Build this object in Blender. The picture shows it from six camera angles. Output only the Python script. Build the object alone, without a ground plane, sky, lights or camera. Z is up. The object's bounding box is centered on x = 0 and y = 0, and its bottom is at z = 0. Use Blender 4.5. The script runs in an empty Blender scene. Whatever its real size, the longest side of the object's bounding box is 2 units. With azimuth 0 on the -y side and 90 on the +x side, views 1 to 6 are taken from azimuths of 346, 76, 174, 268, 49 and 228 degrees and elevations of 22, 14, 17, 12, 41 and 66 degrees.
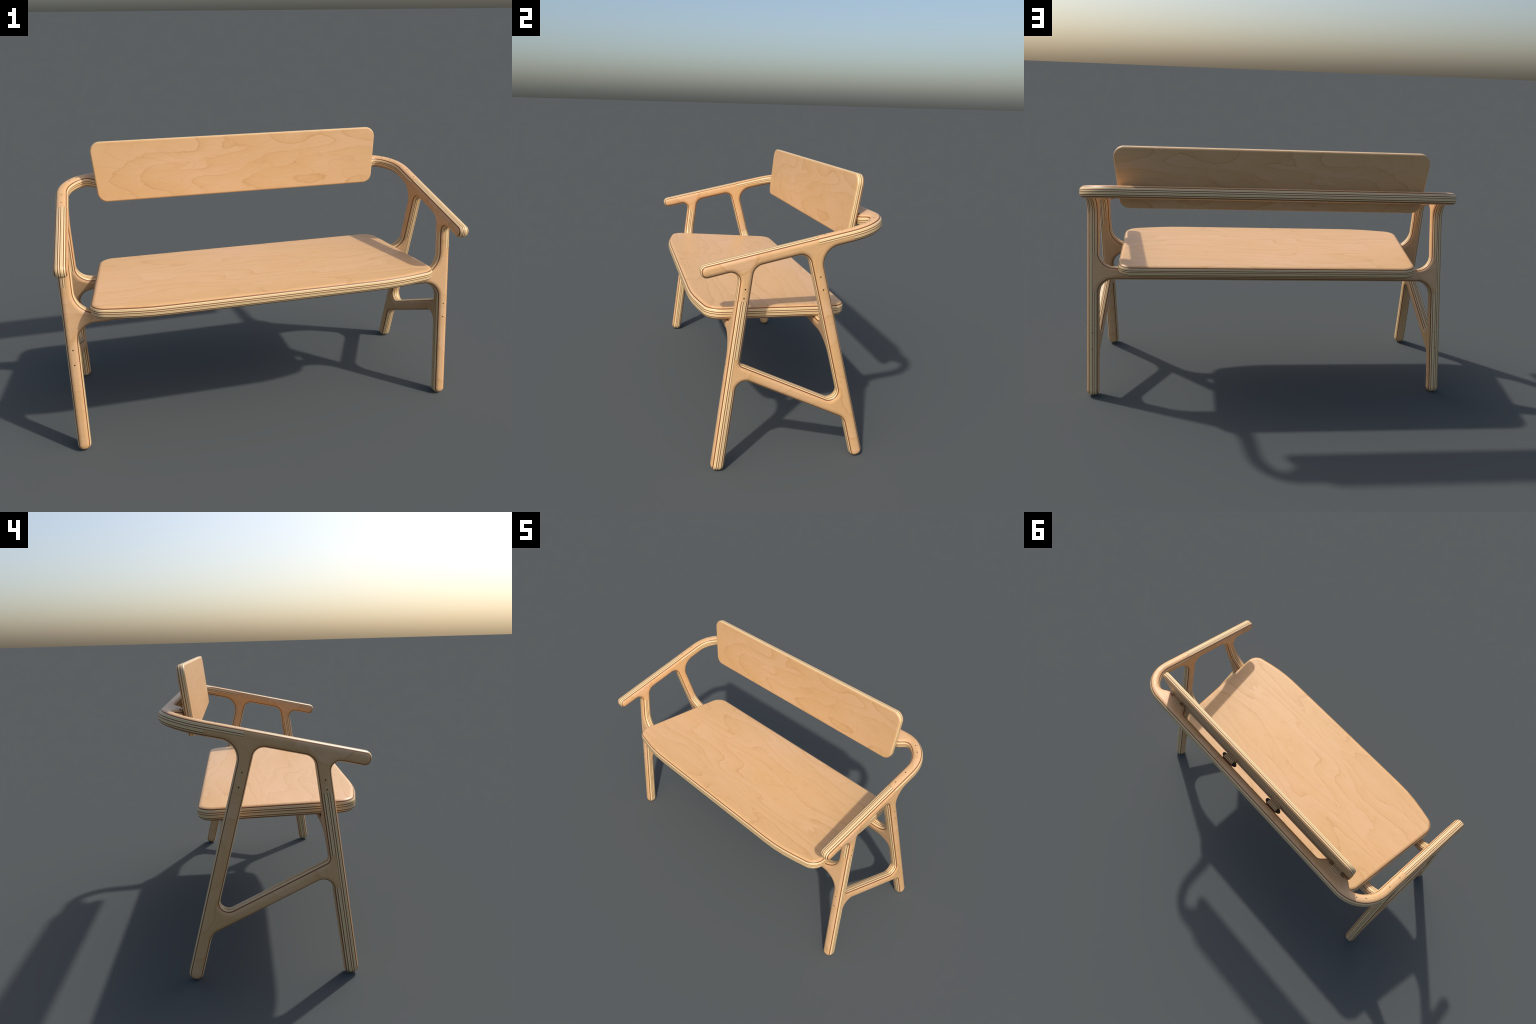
# Plywood bench: every structural part is a board cut from sheet plywood.
# A board = 2D outline (with filleted corners) extruded to the sheet thickness,
# its edges rounded over; boards are half-lapped into each other.
import bpy, bmesh, math
from mathutils import Vector, Matrix
from mathutils.geometry import delaunay_2d_cdt

T = 0.0636          # sheet thickness of the frame and the seat
TB = 0.036         # sheet thickness of the backrest and its brackets
RO = 0.026         # round-over radius on frame edges
CX = 0.9675        # centre plane of the side frames
HALF = T / 2
XO, XI = CX + HALF, CX - HALF

# ---------------------------------------------------------------- materials
def new_mat(name):
    m = bpy.data.materials.new(name)
    m.use_nodes = True
    nt = m.node_tree
    nt.nodes.clear()
    out = nt.nodes.new('ShaderNodeOutputMaterial')
    bs = nt.nodes.new('ShaderNodeBsdfPrincipled')
    nt.links.new(bs.outputs['BSDF'], out.inputs['Surface'])
    return m, nt, bs

def srgb(r, g, b):
    f = lambda c: (c / 255 / 12.92) if c / 255 <= 0.04045 else ((c / 255 + 0.055) / 1.055) ** 2.4
    return (f(r), f(g), f(b), 1.0)

FACE_A = srgb(219, 176, 133)   # pinkish tan veneer
FACE_B = srgb(214, 170, 119)   # yellower veneer
LINE = srgb(184, 132, 78)      # growth-ring line
LIGHT = srgb(235, 206, 155)    # ply cut along the grain
DARK = srgb(128, 77, 47)       # ply cut across the grain / glue
THIN = srgb(170, 128, 84)     # fine glue line

def plywood(name, thick, layers, face_lo, face_hi, gscale, rot, count, slope, line=.65):
    """layers: list of (centre, width, colour), in fractions of the thickness
    counted from the +Z face; outside face_lo..face_hi the face veneer shows."""
    m, nt, bs = new_mat(name)
    N, L = nt.nodes.new, nt.links.new
    tc = N('ShaderNodeTexCoord')
    sep = N('ShaderNodeSeparateXYZ'); L(tc.outputs['Object'], sep.inputs[0])

    def math_(op, a, b=None, c=None):
        n = N('ShaderNodeMath'); n.operation = op
        for i, v in enumerate((a, b, c)):
            if v is None: continue
            if isinstance(v, (int, float)): n.inputs[i].default_value = v
            else: L(v, n.inputs[i])
        return n.outputs[0]

    def mix(f, a, b):
        n = N('ShaderNodeMix'); n.data_type = 'RGBA'
        if isinstance(f, (int, float)): n.inputs[0].default_value = f
        else: L(f, n.inputs[0])
        for s, v in ((6, a), (7, b)):
            if isinstance(v, tuple): n.inputs[s].default_value = v
            else: L(v, n.inputs[s])
        return n.outputs[2]

    def ramp(f, stops, interp='LINEAR'):
        n = N('ShaderNodeValToRGB'); n.color_ramp.interpolation = interp
        e = n.color_ramp.elements
        while len(e) < len(stops): e.new(0.5)
        for el, (p, c) in zip(e, stops):
            el.position = p
            el.color = c if isinstance(c, tuple) else (c, c, c, 1)
        L(f, n.inputs[0])
        return n.outputs[0]

    def noise(vec, scale, detail=2.0, rough=0.5, dist=0.0):
        n = N('ShaderNodeTexNoise')
        n.inputs['Scale'].default_value = scale
        n.inputs['Detail'].default_value = detail
        n.inputs['Roughness'].default_value = rough
        n.inputs['Distortion'].default_value = dist
        L(vec, n.inputs['Vector'])
        return n.outputs['Fac']

    def mapping(scale, rot=(0, 0, 0), loc=(0, 0, 0)):
        n = N('ShaderNodeMapping')
        n.inputs['Scale'].default_value = scale
        n.inputs['Rotation'].default_value = rot
        n.inputs['Location'].default_value = loc
        L(tc.outputs['Object'], n.inputs['Vector'])
        return n.outputs['Vector']

    # fraction through the sheet, 0 at the +Z face
    frac = math_('MULTIPLY_ADD', sep.outputs['Z'], -1.0 / thick, 0.5)
    stops = [(0.0, LIGHT)]
    for c, w, col in layers:
        stops += [(c - w / 2 - .004, LIGHT), (c - w / 2 + .004, col),
                  (c + w / 2 - .004, col), (c + w / 2 + .004, LIGHT)]
    ply = ramp(frac, stops)
    # cut plies vary a little along the board
    g1 = noise(mapping((3, 3, 260)), 1.0, 2.0)
    ply = mix(ramp(g1, [(0.35, 0.0), (0.7, 0.16)]), ply, mix(0.4, ply, DARK))

    # face veneer: slow colour drift, cathedral ring lines, fine fibres
    gx, gy = gscale
    # growth rings: contours of (slope across the grain + stretched noise), so the
    # lines flow along the board and fold into chevrons instead of closing into rings
    mp = mapping((1, 1, 1), (0, 0, rot))
    sp = N('ShaderNodeSeparateXYZ'); L(mp, sp.inputs[0])
    wig = noise(mapping((22, 30, 1), (0, 0, rot)), 1.0, 2.0, .5)
    rings = noise(mapping((gx, gy, .6), (0, 0, rot)), 1.0, 1.6, .45, .35)
    h = math_('ADD', math_('MULTIPLY', rings, count),
              math_('ADD', math_('MULTIPLY', sp.outputs['Y'], slope), math_('MULTIPLY', wig, .28)))
    saw = math_('FRACT', h)
    broad = noise(mapping((gx * .9, gy * .7, 1.0), (0, 0, rot), (3, 1, 0)), 1.0, 3.0, .55, .3)
    zone = math_('ADD', math_('MULTIPLY', saw, .28), math_('MULTIPLY', broad, 1.4))
    face = mix(ramp(zone, [(0.50, 0.0), (0.96, 1.0)]), FACE_A, FACE_B)
    lm = ramp(saw, [(0.0, 0.0), (0.50, 0.0), (0.88, 0.22), (0.955, 0.9), (1.0, 0.0)])
    fade = ramp(noise(mapping((gx * 2.2, gy * 1.8, 1), (0, 0, rot), (7, 4, 0)), 1.0, 2.0),
                [(0.36, 0.10), (0.66, line)])
    face = mix(math_('MULTIPLY', lm, fade), face, LINE)
    h2 = math_('ADD', math_('MULTIPLY', noise(mapping((gx * 1.3, gy * 1.2, .6), (0, 0, rot), (11, 5, 0)),
                                              1.0, 2.0, .45, .3), count * 1.3),
               math_('ADD', math_('MULTIPLY', sp.outputs['Y'], slope * 1.5), math_('MULTIPLY', wig, .3)))
    lm2 = ramp(math_('FRACT', h2), [(0.0, 0.0), (0.82, 0.0), (0.95, 0.15), (1.0, 0.0)])
    face = mix(lm2, face, LINE)
    fib = noise(mapping((14, 170, 170), (0, 0, rot * .3)), 1.0, 3.0)
    face = mix(ramp(fib, [(0.3, 0.0), (0.75, 0.14)]), face, LINE)

    lo = math_('LESS_THAN', frac, face_lo)
    hi = math_('GREATER_THAN', frac, face_hi)
    isface = math_('MAXIMUM', lo, hi)
    L(mix(isface, ply, face), bs.inputs['Base Color'])
    bs.inputs['Roughness'].default_value = 0.42
    bs.inputs['Specular IOR Level'].default_value = 0.35
    bump = N('ShaderNodeBump')
    bump.inputs['Strength'].default_value = 0.03
    bump.inputs['Distance'].default_value = 0.002
    L(fib, bump.inputs['Height']); L(bump.outputs[0], bs.inputs['Normal'])
    return m

THICK_LAYERS = [(.128, .072, DARK), (.243, .020, THIN), (.353, .064, DARK), (.500, .058, DARK),
                (.600, .020, THIN), (.735, .064, DARK), (.880, .070, DARK)]
PLY = plywood('plywood', T, THICK_LAYERS, .092, .915, (2.0, 3.0), 0.4, 5.0, 4.0, .5)
PLY_SEAT = plywood('plywood_seat', T, THICK_LAYERS, .092, .915, (1.05, 4.6), 0.10, 8.0, 7.0, .5)
THIN_LAYERS = [(.075, .025, THIN), (.26, .055, THIN), (.52, .10, DARK), (.80, .10, DARK)]
PLY_BACK = plywood('plywood_backrest', TB, THIN_LAYERS, .062, .85, (1.5, 4.6), -0.42, 6.5, 6.0, .5)

def metal():
    m, nt, bs = new_mat('bronzed_steel')
    n = nt.nodes.new('ShaderNodeTexNoise'); n.inputs['Scale'].default_value = 60
    r = nt.nodes.new('ShaderNodeValToRGB')
    r.color_ramp.elements[0].color = (.10, .075, .022, 1)
    r.color_ramp.elements[1].color = (.15, .11, .035, 1)
    nt.links.new(n.outputs['Fac'], r.inputs[0])
    nt.links.new(r.outputs[0], bs.inputs['Base Color'])
    bs.inputs['Metallic'].default_value = 1.0
    bs.inputs['Roughness'].default_value = .24
    return m
METAL = metal()

def dark_brown():
    m, nt, bs = new_mat('dark_brown_matte')
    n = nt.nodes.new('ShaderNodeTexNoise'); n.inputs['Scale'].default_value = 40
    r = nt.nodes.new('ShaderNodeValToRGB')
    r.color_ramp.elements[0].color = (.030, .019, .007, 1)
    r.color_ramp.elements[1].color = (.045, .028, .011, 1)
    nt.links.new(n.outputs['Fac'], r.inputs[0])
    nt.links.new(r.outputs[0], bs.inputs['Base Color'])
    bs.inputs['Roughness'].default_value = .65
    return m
DARK_BROWN = dark_brown()

# ---------------------------------------------------------------- geometry helpers
def fillet(poly, step=math.radians(5)):
    """poly: list of (x, y[, radius]); corners with a radius become arcs."""
    out = []
    n = len(poly)
    for i, p in enumerate(poly):
        r = p[2] if len(p) > 2 else 0.0
        P = Vector(p[:2]); A = Vector(poly[i - 1][:2]); B = Vector(poly[(i + 1) % n][:2])
        if r <= 0:
            out.append(P); continue
        a = (A - P).normalized(); b = (B - P).normalized()
        ang = a.angle(b)
        t = r / math.tan(ang / 2)
        bis = (a + b).normalized()
        c = P + bis * (r / math.sin(ang / 2))
        p0 = P + a * t - c
        sweep = math.pi - ang
        sgn = 1 if a.cross(b) < 0 else -1
        k = max(3, int(sweep / step))
        for j in range(k + 1):
            th = sgn * sweep * j / k
            out.append(c + Vector((p0.x * math.cos(th) - p0.y * math.sin(th),
                                   p0.x * math.sin(th) + p0.y * math.cos(th))))
    return out

def bezier(p0, p1, p2, p3, k=10):
    pts = []
    for i in range(1, k):
        t = i / k; s = 1 - t
        pts.append(tuple(s**3 * a + 3*s*s*t * b + 3*s*t*t * c + t**3 * d
                         for a, b, c, d in zip(p0, p1, p2, p3)))
    return pts

ROOT = bpy.data.objects.new('wooden_bench', None)
bpy.context.scene.collection.objects.link(ROOT)
ROOT['label'] = 'pale birch plywood bench with armrests and plank backrest'
ROOT['category'] = 'garden bench'

def link(ob, parent=None):
    bpy.context.scene.collection.objects.link(ob)
    ob.parent = parent or ROOT
    return ob

def board(name, outline, thick, ro, origin, ax, ay, mat, seg=7):
    """Extrude outline (local XY) symmetrically along Z = ax x ay, rounding both rims."""
    pts = [Vector(p[:2]) for p in outline]
    clean = []
    for p in pts:
        if not clean or (p - clean[-1]).length > 1e-5: clean.append(p)
    if (clean[0] - clean[-1]).length < 1e-5: clean.pop()
    pts = clean
    area = sum(a.cross(b) for a, b in zip(pts, pts[1:] + pts[:1]))
    if area < 0: pts.reverse()
    n = len(pts)
    inward = []
    for i in range(n):
        e0 = (pts[i] - pts[i - 1]).normalized(); e1 = (pts[(i + 1) % n] - pts[i]).normalized()
        n0 = Vector((-e0.y, e0.x)); n1 = Vector((-e1.y, e1.x))
        b = n0 + n1
        inward.append(b / max(b.dot(n0), .3))
    rings = []
    h = thick / 2
    for i in range(seg + 1):
        th = math.pi / 2 * i / seg
        rings.append((ro * (1 - math.sin(th)), h - ro * (1 - math.cos(th))))
    top = [(ro + .0012, h)] + rings          # flat rim, then down the quarter round
    prof = top + [(o, -z) for o, z in reversed(top)]
    bm = bmesh.new()
    vs = [[bm.verts.new((p.x + d.x * o, p.y + d.y * o, z)) for p, d in zip(pts, inward)] for o, z in prof]
    for a, b in zip(vs, vs[1:]):
        for i in range(n):
            j = (i + 1) % n
            bm.faces.new((a[j], a[i], b[i], b[j]))
    # flat caps: constrained triangulation of the innermost ring
    ring = [Vector((v.co.x, v.co.y)) for v in vs[0]]
    _, _, tris, vmap, _, _ = delaunay_2d_cdt(ring, [(i, (i + 1) % n) for i in range(n)], [], 1, 1e-7)
    for tri in tris:
        k = [vmap[i][0] for i in tri]
        bm.faces.new([vs[0][i] for i in k])
        bm.faces.new([vs[-1][i] for i in reversed(k)])
    bm.normal_update()
    me = bpy.data.meshes.new(name); bm.to_mesh(me); bm.free()
    me.materials.append(mat)
    ob = bpy.data.objects.new(name, me)
    ax = Vector(ax).normalized(); ay = Vector(ay).normalized(); az = ax.cross(ay)
    M = Matrix((ax, ay, az)).transposed().to_4x4(); M.translation = Vector(origin)
    ob.matrix_world = M
    link(ob)
    return ob

def cutter(origin, ax, ay, lo, hi):
    """Box spanning lo..hi in the frame (origin, ax, ay, ax x ay)."""
    ax = Vector(ax).normalized(); ay = Vector(ay).normalized(); az = ax.cross(ay)
    bm = bmesh.new(); bmesh.ops.create_cube(bm, size=1)
    for v in bm.verts:
        l = [(lo[i] if v.co[i] < 0 else hi[i]) for i in range(3)]
        v.co = Vector(origin) + ax * l[0] + ay * l[1] + az * l[2]
    bm.normal_update()
    me = bpy.data.meshes.new('cutter'); bm.to_mesh(me); bm.free()
    ob = bpy.data.objects.new('cutter', me)
    bpy.context.scene.collection.objects.link(ob)
    return ob

def finish(ob, cutters=()):
    for c in cutters:
        md = ob.modifiers.new('cut', 'BOOLEAN')
        md.operation = 'DIFFERENCE'; md.solver = 'MANIFOLD'; md.object = c
    if cutters:
        bpy.context.view_layer.update()
        dg = bpy.context.evaluated_depsgraph_get()
        me = bpy.data.meshes.new_from_object(ob.evaluated_get(dg))
        ob.modifiers.clear(); ob.data = me
        for c in cutters:
            bpy.data.objects.remove(c, do_unlink=True)
    ob.data.polygons.foreach_set('use_smooth', [True] * len(ob.data.polygons))
    ob.data.set_sharp_from_angle(angle=math.radians(32))
    return ob

# ---------------------------------------------------------------- layout (side view: y, z)
def unit(y, z): return Vector((y, z)).normalized()
ARM = unit(1, .2198); ARM_N = Vector((-ARM.y, ARM.x))
ARM_REF = Vector((.1171, 1.1291))                 # a point of the arm's top line
FL = unit(.132, 1); FL_N = Vector((-FL.y, FL.x))  # front leg axis (up), forward normal
FL_REF = Vector((-.2513, .8956))
RL = unit(-.2537, 1); RL_N = Vector((-RL.y, RL.x))  # rear leg axis (up), forward normal
RL_REF = Vector((.0968, .9386))
ST = unit(1, -.488); ST_N = Vector((-ST.y, ST.x))  # stretcher axis, upward normal
ST_REF = Vector((-.05, .3944))

def arm(u, v): return ARM_REF + ARM * u + ARM_N * v
def leg_point(ref, d, nrm, z, off):                # on an axis at height z, shifted along the normal
    return ref + d * ((z - ref.y) / d.y) + nrm * off
def fl(z, off): return leg_point(FL_REF, FL, FL_N, z, off)
def rl(z, off): return leg_point(RL_REF, RL, RL_N, z, off)
def meet(p, d, q, e):
    t = (q - p).cross(e) / d.cross(e)
    return p + d * t
ARM_B = arm(0, -T)
F_F, F_B = FL_REF + FL_N * HALF, FL_REF - FL_N * HALF
R_F, R_B = RL_REF + RL_N * HALF, RL_REF - RL_N * HALF
S_T, S_B = ST_REF + ST_N * HALF, ST_REF - ST_N * HALF

def c3(p, r=0.0): return (p.x, p.y, r)
U_BOW = .0772 - .1171       # where the bow's upper half ends
U_ARM = .2426 - .1171       # where the arm's lower half ends
Z_F0, Z_F1 = .838, .924     # front post lap
Z_R0, Z_R1 = .852, .938     # rear post lap
Z_S0, Z_S1 = .4125, .565    # stretcher lap on the front leg
S_K0, S_K1 = .5756, .7855   # rear rail lap (along the rear leg)

arm_outline = fillet([
    c3(arm(-.5864, 0), .0298), c3(arm(U_ARM + .05, 0)), c3(arm(U_ARM + .05, -T)),
    c3(meet(ARM_B, ARM, R_B, RL), .082), c3(rl(Z_R0 - .05, -HALF)), c3(rl(Z_R0 - .05, HALF)),
    c3(meet(ARM_B, ARM, R_F, RL), .045), c3(meet(ARM_B, ARM, F_B, FL), .053),
    c3(fl(Z_F0 - .05, -HALF)), c3(fl(Z_F0 - .05, HALF)),
    c3(meet(ARM_B, ARM, F_F, FL), .036), c3(arm(-.5864, -T), .0298)])

FOOT_Z = .0
foot_c = leg_point(RL_REF, RL, RL_N, .031, 0)
foot = foot_c - RL * .031
leg_outline = fillet([
    c3(rl(Z_R1 + .05, -HALF)), c3(foot - RL_N * HALF, .0298), c3(foot + RL_N * HALF, .0298),
    c3(meet(S_B, ST, R_F, RL), .062), c3(meet(S_B, ST, F_B, FL), .043),
    c3(fl(Z_S0 - .05, -HALF)), c3(fl(Z_S0 - .05, .025)), c3(fl(Z_S1 + .05, .025)),
    c3(fl(Z_S1 + .05, -HALF)), c3(meet(S_T, ST, F_B, FL), .020),
    c3(meet(S_T, ST, R_F, RL), .037), c3(rl(Z_R1 + .05, HALF))])

def v3(p, x=0.0): return Vector((x, p.x, p.y))
Y3 = lambda v: Vector((0, v.x, v.y))
BIG = .6
G = .0002          # hairline joint

for sx in (1, -1):
    cx = sx * CX
    # local frame of side boards: X = -y, Y = z, Z = -x
    mir = lambda o: [(-p.x, p.y) for p in o]
    inner = lambda a, b: (min(-sx * a, -sx * b), max(-sx * a, -sx * b))  # x offsets measured inwards
    i0, i1 = inner(-G, .1)        # inner half, world x relative to cx
    o0, o1 = inner(G, -.1)        # outer half
    X = (1, 0, 0)
    # --- armrest: arm bar with two post stubs
    ob = board('armrest', mir(arm_outline), T, RO, (cx, 0, 0), (0, -1, 0), (0, 0, 1), PLY)
    armo = v3(ARM_REF, cx)
    cuts = [
        cutter(armo, X, Y3(ARM), (-.1, U_ARM - G, -.3), (.1, BIG, .3)),
        cutter(armo, X, Y3(ARM), (-.1, U_BOW - G, -HALF - G), (.1, U_ARM + .2, .1)),
        cutter(v3(fl(Z_F0, 0), cx), X, Y3(FL), (-.1, -.2, -.12), (.1, G, .12)),
        cutter(v3(fl(Z_F0, 0), cx), X, Y3(FL), (i0, -.2, -.12), (i1, (Z_F1 - Z_F0) / FL.y + G, .12)),
        cutter(v3(rl(Z_R0, 0), cx), X, Y3(RL), (-.1, -.2, -.12), (.1, G, .12)),
        cutter(v3(rl(Z_R0, 0), cx), X, Y3(RL), (i0, -.2, -.12), (i1, (Z_R1 - Z_R0) / RL.y + G, .12)),
    ]
    finish(ob, cuts)
    # --- rear leg with its stretcher
    ob = board('rear_leg', mir(leg_outline), T, RO, (cx, 0, 0), (0, -1, 0), (0, 0, 1), PLY)
    rl0 = v3(leg_point(RL_REF, RL, RL_N, 0, 0), cx)
    fs = v3(fl(Z_S0, 0), cx)
    dz = (Z_S1 - Z_S0) / FL.y
    cuts = [
        cutter(v3(rl(Z_R1, 0), cx), X, Y3(RL), (-.1, -G, -.12), (.1, .3, .12)),
        cutter(v3(rl(Z_R0, 0), cx), X, Y3(RL), (o0, -G, -.12), (o1, .3, .12)),
        cutter(rl0, X, Y3(RL), (i0, S_K0 - G, -.12), (i1, S_K1 + G, .12)),
        cutter(fs, X, Y3(FL), (-.1, -.2, -.12), (.1, G, .08)),
        cutter(fs, X, Y3(FL), (-.1, dz - G, -.12), (.1, .3, .08)),
        cutter(fs, X, Y3(FL), (-.1, -.2, G), (.1, .4, .1)),
    ]
    finish(ob, cuts)

# --- front frame: both front legs and the rail under the seat front, one board
fo = leg_point(FL_REF, FL, FL_N, 0, 0)
SF0 = .0012
s_top = Z_F1 / FL.y + .05
half_front = [(XO, SF0, .0298), (XO, s_top), (XI, s_top), (XI, .7103, .107)]
front_outline = fillet(
    [(-XI, SF0, .0298), (-XI, .6539, .083), (XI, .6539, .083), (XI, SF0, .0298)] + half_front +
    [(-x, y, *r) for x, y, *r in reversed(half_front)])
ob = board('front_leg_frame', front_outline, T, RO, v3(fo), (1, 0, 0), Y3(FL), PLY)
cuts = []
for sx in (1, -1):
    cx = sx * CX
    o0, o1 = sorted((sx * -G, sx * .1))
    cuts += [
        cutter(v3(fl(Z_F1, 0), cx), (1, 0, 0), Y3(FL), (-.1, -G, -.1), (.1, .3, .1)),
        cutter(v3(fl(Z_F0, 0), cx), (1, 0, 0), Y3(FL), (o0, -G, -.1), (o1, .3, .1)),
        # X x FL points forward, so the rear half is negative
        cutter(v3(fl(Z_S0, 0), cx), (1, 0, 0), Y3(FL), (-.1, -G, -.1), (.1, (Z_S1 - Z_S0) / FL.y + G, G)),
    ]
finish(ob, cuts)

# --- rear rail, its ends lapped into the rear legs
ro_ = leg_point(RL_REF, RL, RL_N, 0, 0)
half_rail = [(XI, .6442, .077), (XI, S_K0 - .05), (XO, S_K0 - .05), (XO, S_K1 + .05), (XI, S_K1 + .05), (XI, .7149, .083)]
rail_outline = fillet(half_rail + [(-x, y, *r) for x, y, *r in reversed(half_rail)])
ob = board('rear_rail', rail_outline, T, RO, v3(ro_), (1, 0, 0), Y3(RL), PLY)
cuts = []
for sx in (1, -1):
    o0, o1 = sorted((sx * (CX - G), sx * 1.2))
    a0, a1 = sorted((sx * (XI - .1), sx * 1.2))
    cuts += [
        cutter(v3(ro_), (1, 0, 0), Y3(RL), (o0, 0, -.1), (o1, 1.2, .1)),
        cutter(v3(ro_), (1, 0, 0), Y3(RL), (a0, 0, -.1), (a1, S_K0 + G, .1)),
        cutter(v3(ro_), (1, 0, 0), Y3(RL), (a0, S_K1 - G, -.1), (a1, 1.2, .1)),
    ]
finish(ob, cuts)

# --- bow: U-shaped top rail lying in the plane of the arms (local x, q)
BC, BRO_, BRI = Vector((.790, .2445)), .2085, .1465
def arc(c, r, a0, a1, k):
    return [(c.x + r * math.cos(math.radians(a0 + (a1 - a0) * i / k)),
             c.y + r * math.sin(math.radians(a0 + (a1 - a0) * i / k))) for i in range(k + 1)]
Q_BACK = BC.y + BRO_ - .0015
q_end = .0772 - .05
outer = [(XO, q_end)] + arc(BC, BRO_ - .0005, 0, 90, 28)
outer = [(XO if i < 2 else x, y) for i, (x, y) in enumerate(outer)]
inner_arc = arc(Vector((.790, .2445)), BRI, 0, 62, 16)
e = inner_arc[-1]
pad = .3455
P3 = (.772, pad)
s1 = bezier(e, (e[0] - .040, e[1] + .019), (P3[0] + .040, P3[1]), P3, 14) + [P3]
W0, W1 = (.648, pad), (.578, .393)
s2 = [W0] + bezier(W0, (W0[0] - .037, W0[1]), (W1[0] + .037, W1[1]), W1, 14) + [W1]
half_bow = outer + [(0.0, Q_BACK)]
right = [(XI, q_end)] + inner_arc + s1 + s2        # inner side, running from arm to centre
path = ([(XO, q_end)] + outer[1:] + [(-x, y) for x, y in reversed(outer[1:])] + [(-XO, q_end)] +
        [(-x, y) for x, y in right] + list(reversed(right)))
bow_c = ARM_REF - ARM * .1171 - ARM_N * HALF       # q = 0 on the centre plane
ob = board('top_rail', path, T, RO, v3(bow_c), (1, 0, 0), Y3(ARM), PLY)
cuts = []
for sx in (1, -1):
    a0, a1 = sorted((sx * .8, sx * 1.2))
    cuts += [
        cutter(v3(bow_c), (1, 0, 0), Y3(ARM), (a0, -.2, -.1), (a1, .0772 + G, .1)),
        cutter(v3(bow_c), (1, 0, 0), Y3(ARM), (a0, -.2, -.1), (a1, .2426 + G, G)),
    ]
finish(ob, cuts)

# --- seat
SE = unit(1, -.0494); SE_N = Vector((-SE.y, SE.x))
seat_c = Vector((-.446, .7765)) - SE_N * HALF + SE * .446    # local Y = 0 near y = 0
half_seat = [(.62, -.4525, 1.0), (.8715, -.397, .082), (.8175, .3085, .086)]
seat_outline = fillet(half_seat + [(-x, y, r) for x, y, r in reversed(half_seat)])
finish(board('seat', seat_outline, T, .024, v3(seat_c), (1, 0, 0), Y3(SE), PLY_SEAT))

# --- backrest
BK = unit(.1225, 1); BK_N = Vector((-BK.y, BK.x))
back_front = Vector((.2927, 1.0697))
def bz(z): return (z - 1.0697) / BK.y
back_c = back_front - BK_N * (TB / 2)
half_back = [(.785, bz(1.0643), .052), (.8105, bz(1.3818), .052)]
back_outline = fillet(half_back + [(-x, y, r) for x, y, r in reversed(half_back)])
finish(board('backrest', back_outline, TB, .0085, v3(back_c), (1, 0, 0), Y3(BK), PLY_BACK))

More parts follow.
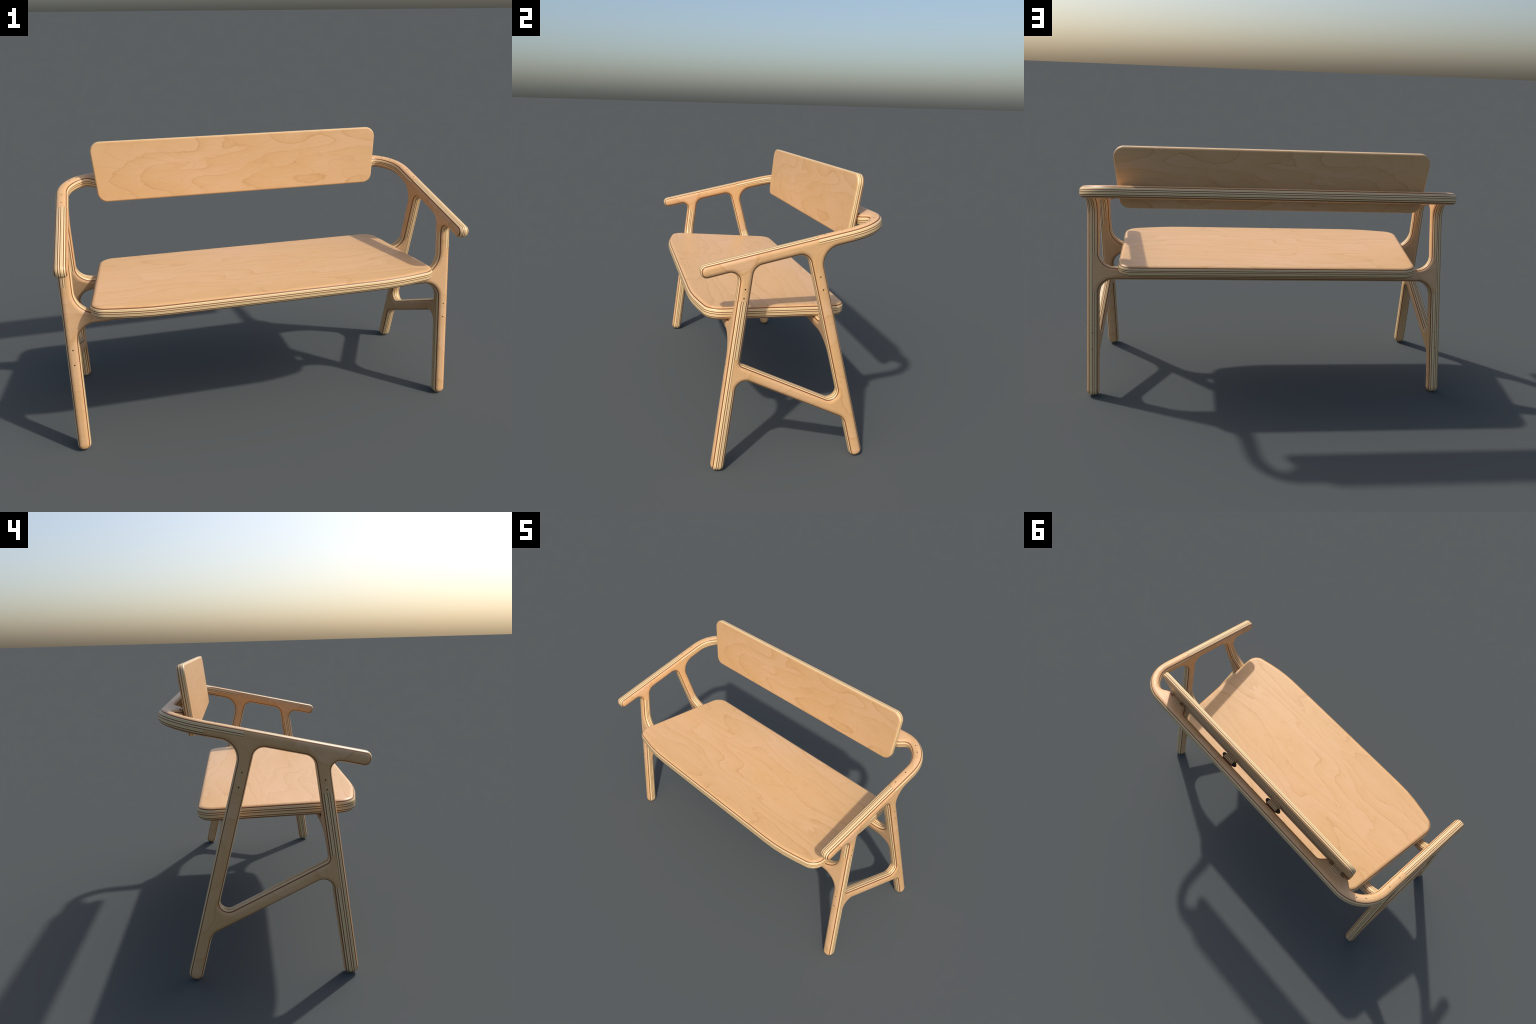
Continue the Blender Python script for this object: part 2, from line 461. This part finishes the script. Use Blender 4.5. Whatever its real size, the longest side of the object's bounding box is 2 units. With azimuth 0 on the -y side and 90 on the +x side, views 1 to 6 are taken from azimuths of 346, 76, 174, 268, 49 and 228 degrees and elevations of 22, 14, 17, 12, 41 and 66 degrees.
# --- brackets joining the backrest to the top rail
def bracket(x, on_pad):
    q0, q1 = .345, .389
    if not on_pad: q0, q1 = .345, .3945
    top = .0012 if on_pad else -.004
    c = ARM_REF + ARM * ((q0 + q1) / 2 - .1171) + ARM_N * (top - .022)
    w = .0315 if on_pad else .036
    o = fillet([(-w, -.022, .003), (w, -.022, .003), (w, .022, .003), (-w, .022, .003)])
    b = finish(board('bracket', o, q1 - q0, .0012, v3(c, x), (1, 0, 0), Y3(ARM_N), PLY, seg=3))
    # dark brown pieces at both ends
    for sx in (1, -1):
        bm = bmesh.new()
        if on_pad:
            bmesh.ops.create_cube(bm, size=1)
            bmesh.ops.scale(bm, vec=(.026, .0038, .004), verts=bm.verts)
            bmesh.ops.bevel(bm, geom=list(bm.edges), offset=.0008, segments=2, affect='EDGES')
            dx, dq, dv = w + .0145, .3667, .0002
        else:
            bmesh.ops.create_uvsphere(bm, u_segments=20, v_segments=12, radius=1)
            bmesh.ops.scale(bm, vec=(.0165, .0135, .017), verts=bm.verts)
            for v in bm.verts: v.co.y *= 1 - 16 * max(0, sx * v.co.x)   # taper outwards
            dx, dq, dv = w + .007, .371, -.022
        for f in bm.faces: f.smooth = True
        me = bpy.data.meshes.new('dark_piece'); bm.to_mesh(me); bm.free()
        me.materials.append(DARK_BROWN)
        dark_piece = bpy.data.objects.new('dark_piece', me)
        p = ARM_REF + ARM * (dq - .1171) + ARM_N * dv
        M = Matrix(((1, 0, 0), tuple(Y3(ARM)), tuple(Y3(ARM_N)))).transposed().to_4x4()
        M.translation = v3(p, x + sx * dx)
        link(dark_piece, b)
        dark_piece.matrix_parent_inverse = b.matrix_world.inverted()
        dark_piece.matrix_world = M
bpy.context.view_layer.update()
for x in (.7085, -.7085): bracket(x, True)
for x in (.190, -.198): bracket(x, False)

# --- screws
bm = bmesh.new()
bmesh.ops.create_cone(bm, cap_ends=True, segments=20, radius1=.0036, radius2=.0032, depth=.0008)
SCREW = bpy.data.meshes.new('screw'); bm.to_mesh(SCREW); bm.free()
SCREW.materials.append(METAL)
def screw(p, n):
    ob = bpy.data.objects.new('screw', SCREW)
    ob.matrix_world = Matrix.Translation(p) @ Vector(n).to_track_quat('Z', 'Y').to_matrix().to_4x4()
    link(ob)
for sx in (1, -1):
    for x, y in ((.8907, .3843), (.9281, .3494), (.9673, .1999), (.9673, .1171)):
        z = ARM_REF.y + .2198 * (y - ARM_REF.x)
        screw(Vector((sx * x, y, z)), Y3(ARM_N))
    for z in (.8956, .8539):
        screw(v3(fl(z, 0), sx * XO), (sx, 0, 0))
    for z in (.9386, .8771):
        screw(v3(rl(z, 0), sx * XO), (sx, 0, 0))
    for z in (.5305, .4555):
        screw(v3(fl(z, HALF), sx * CX), Y3(FL_N))
    for z in (.342, .253):
        screw(v3(rl(z, -HALF), sx * CX), -Y3(RL_N))
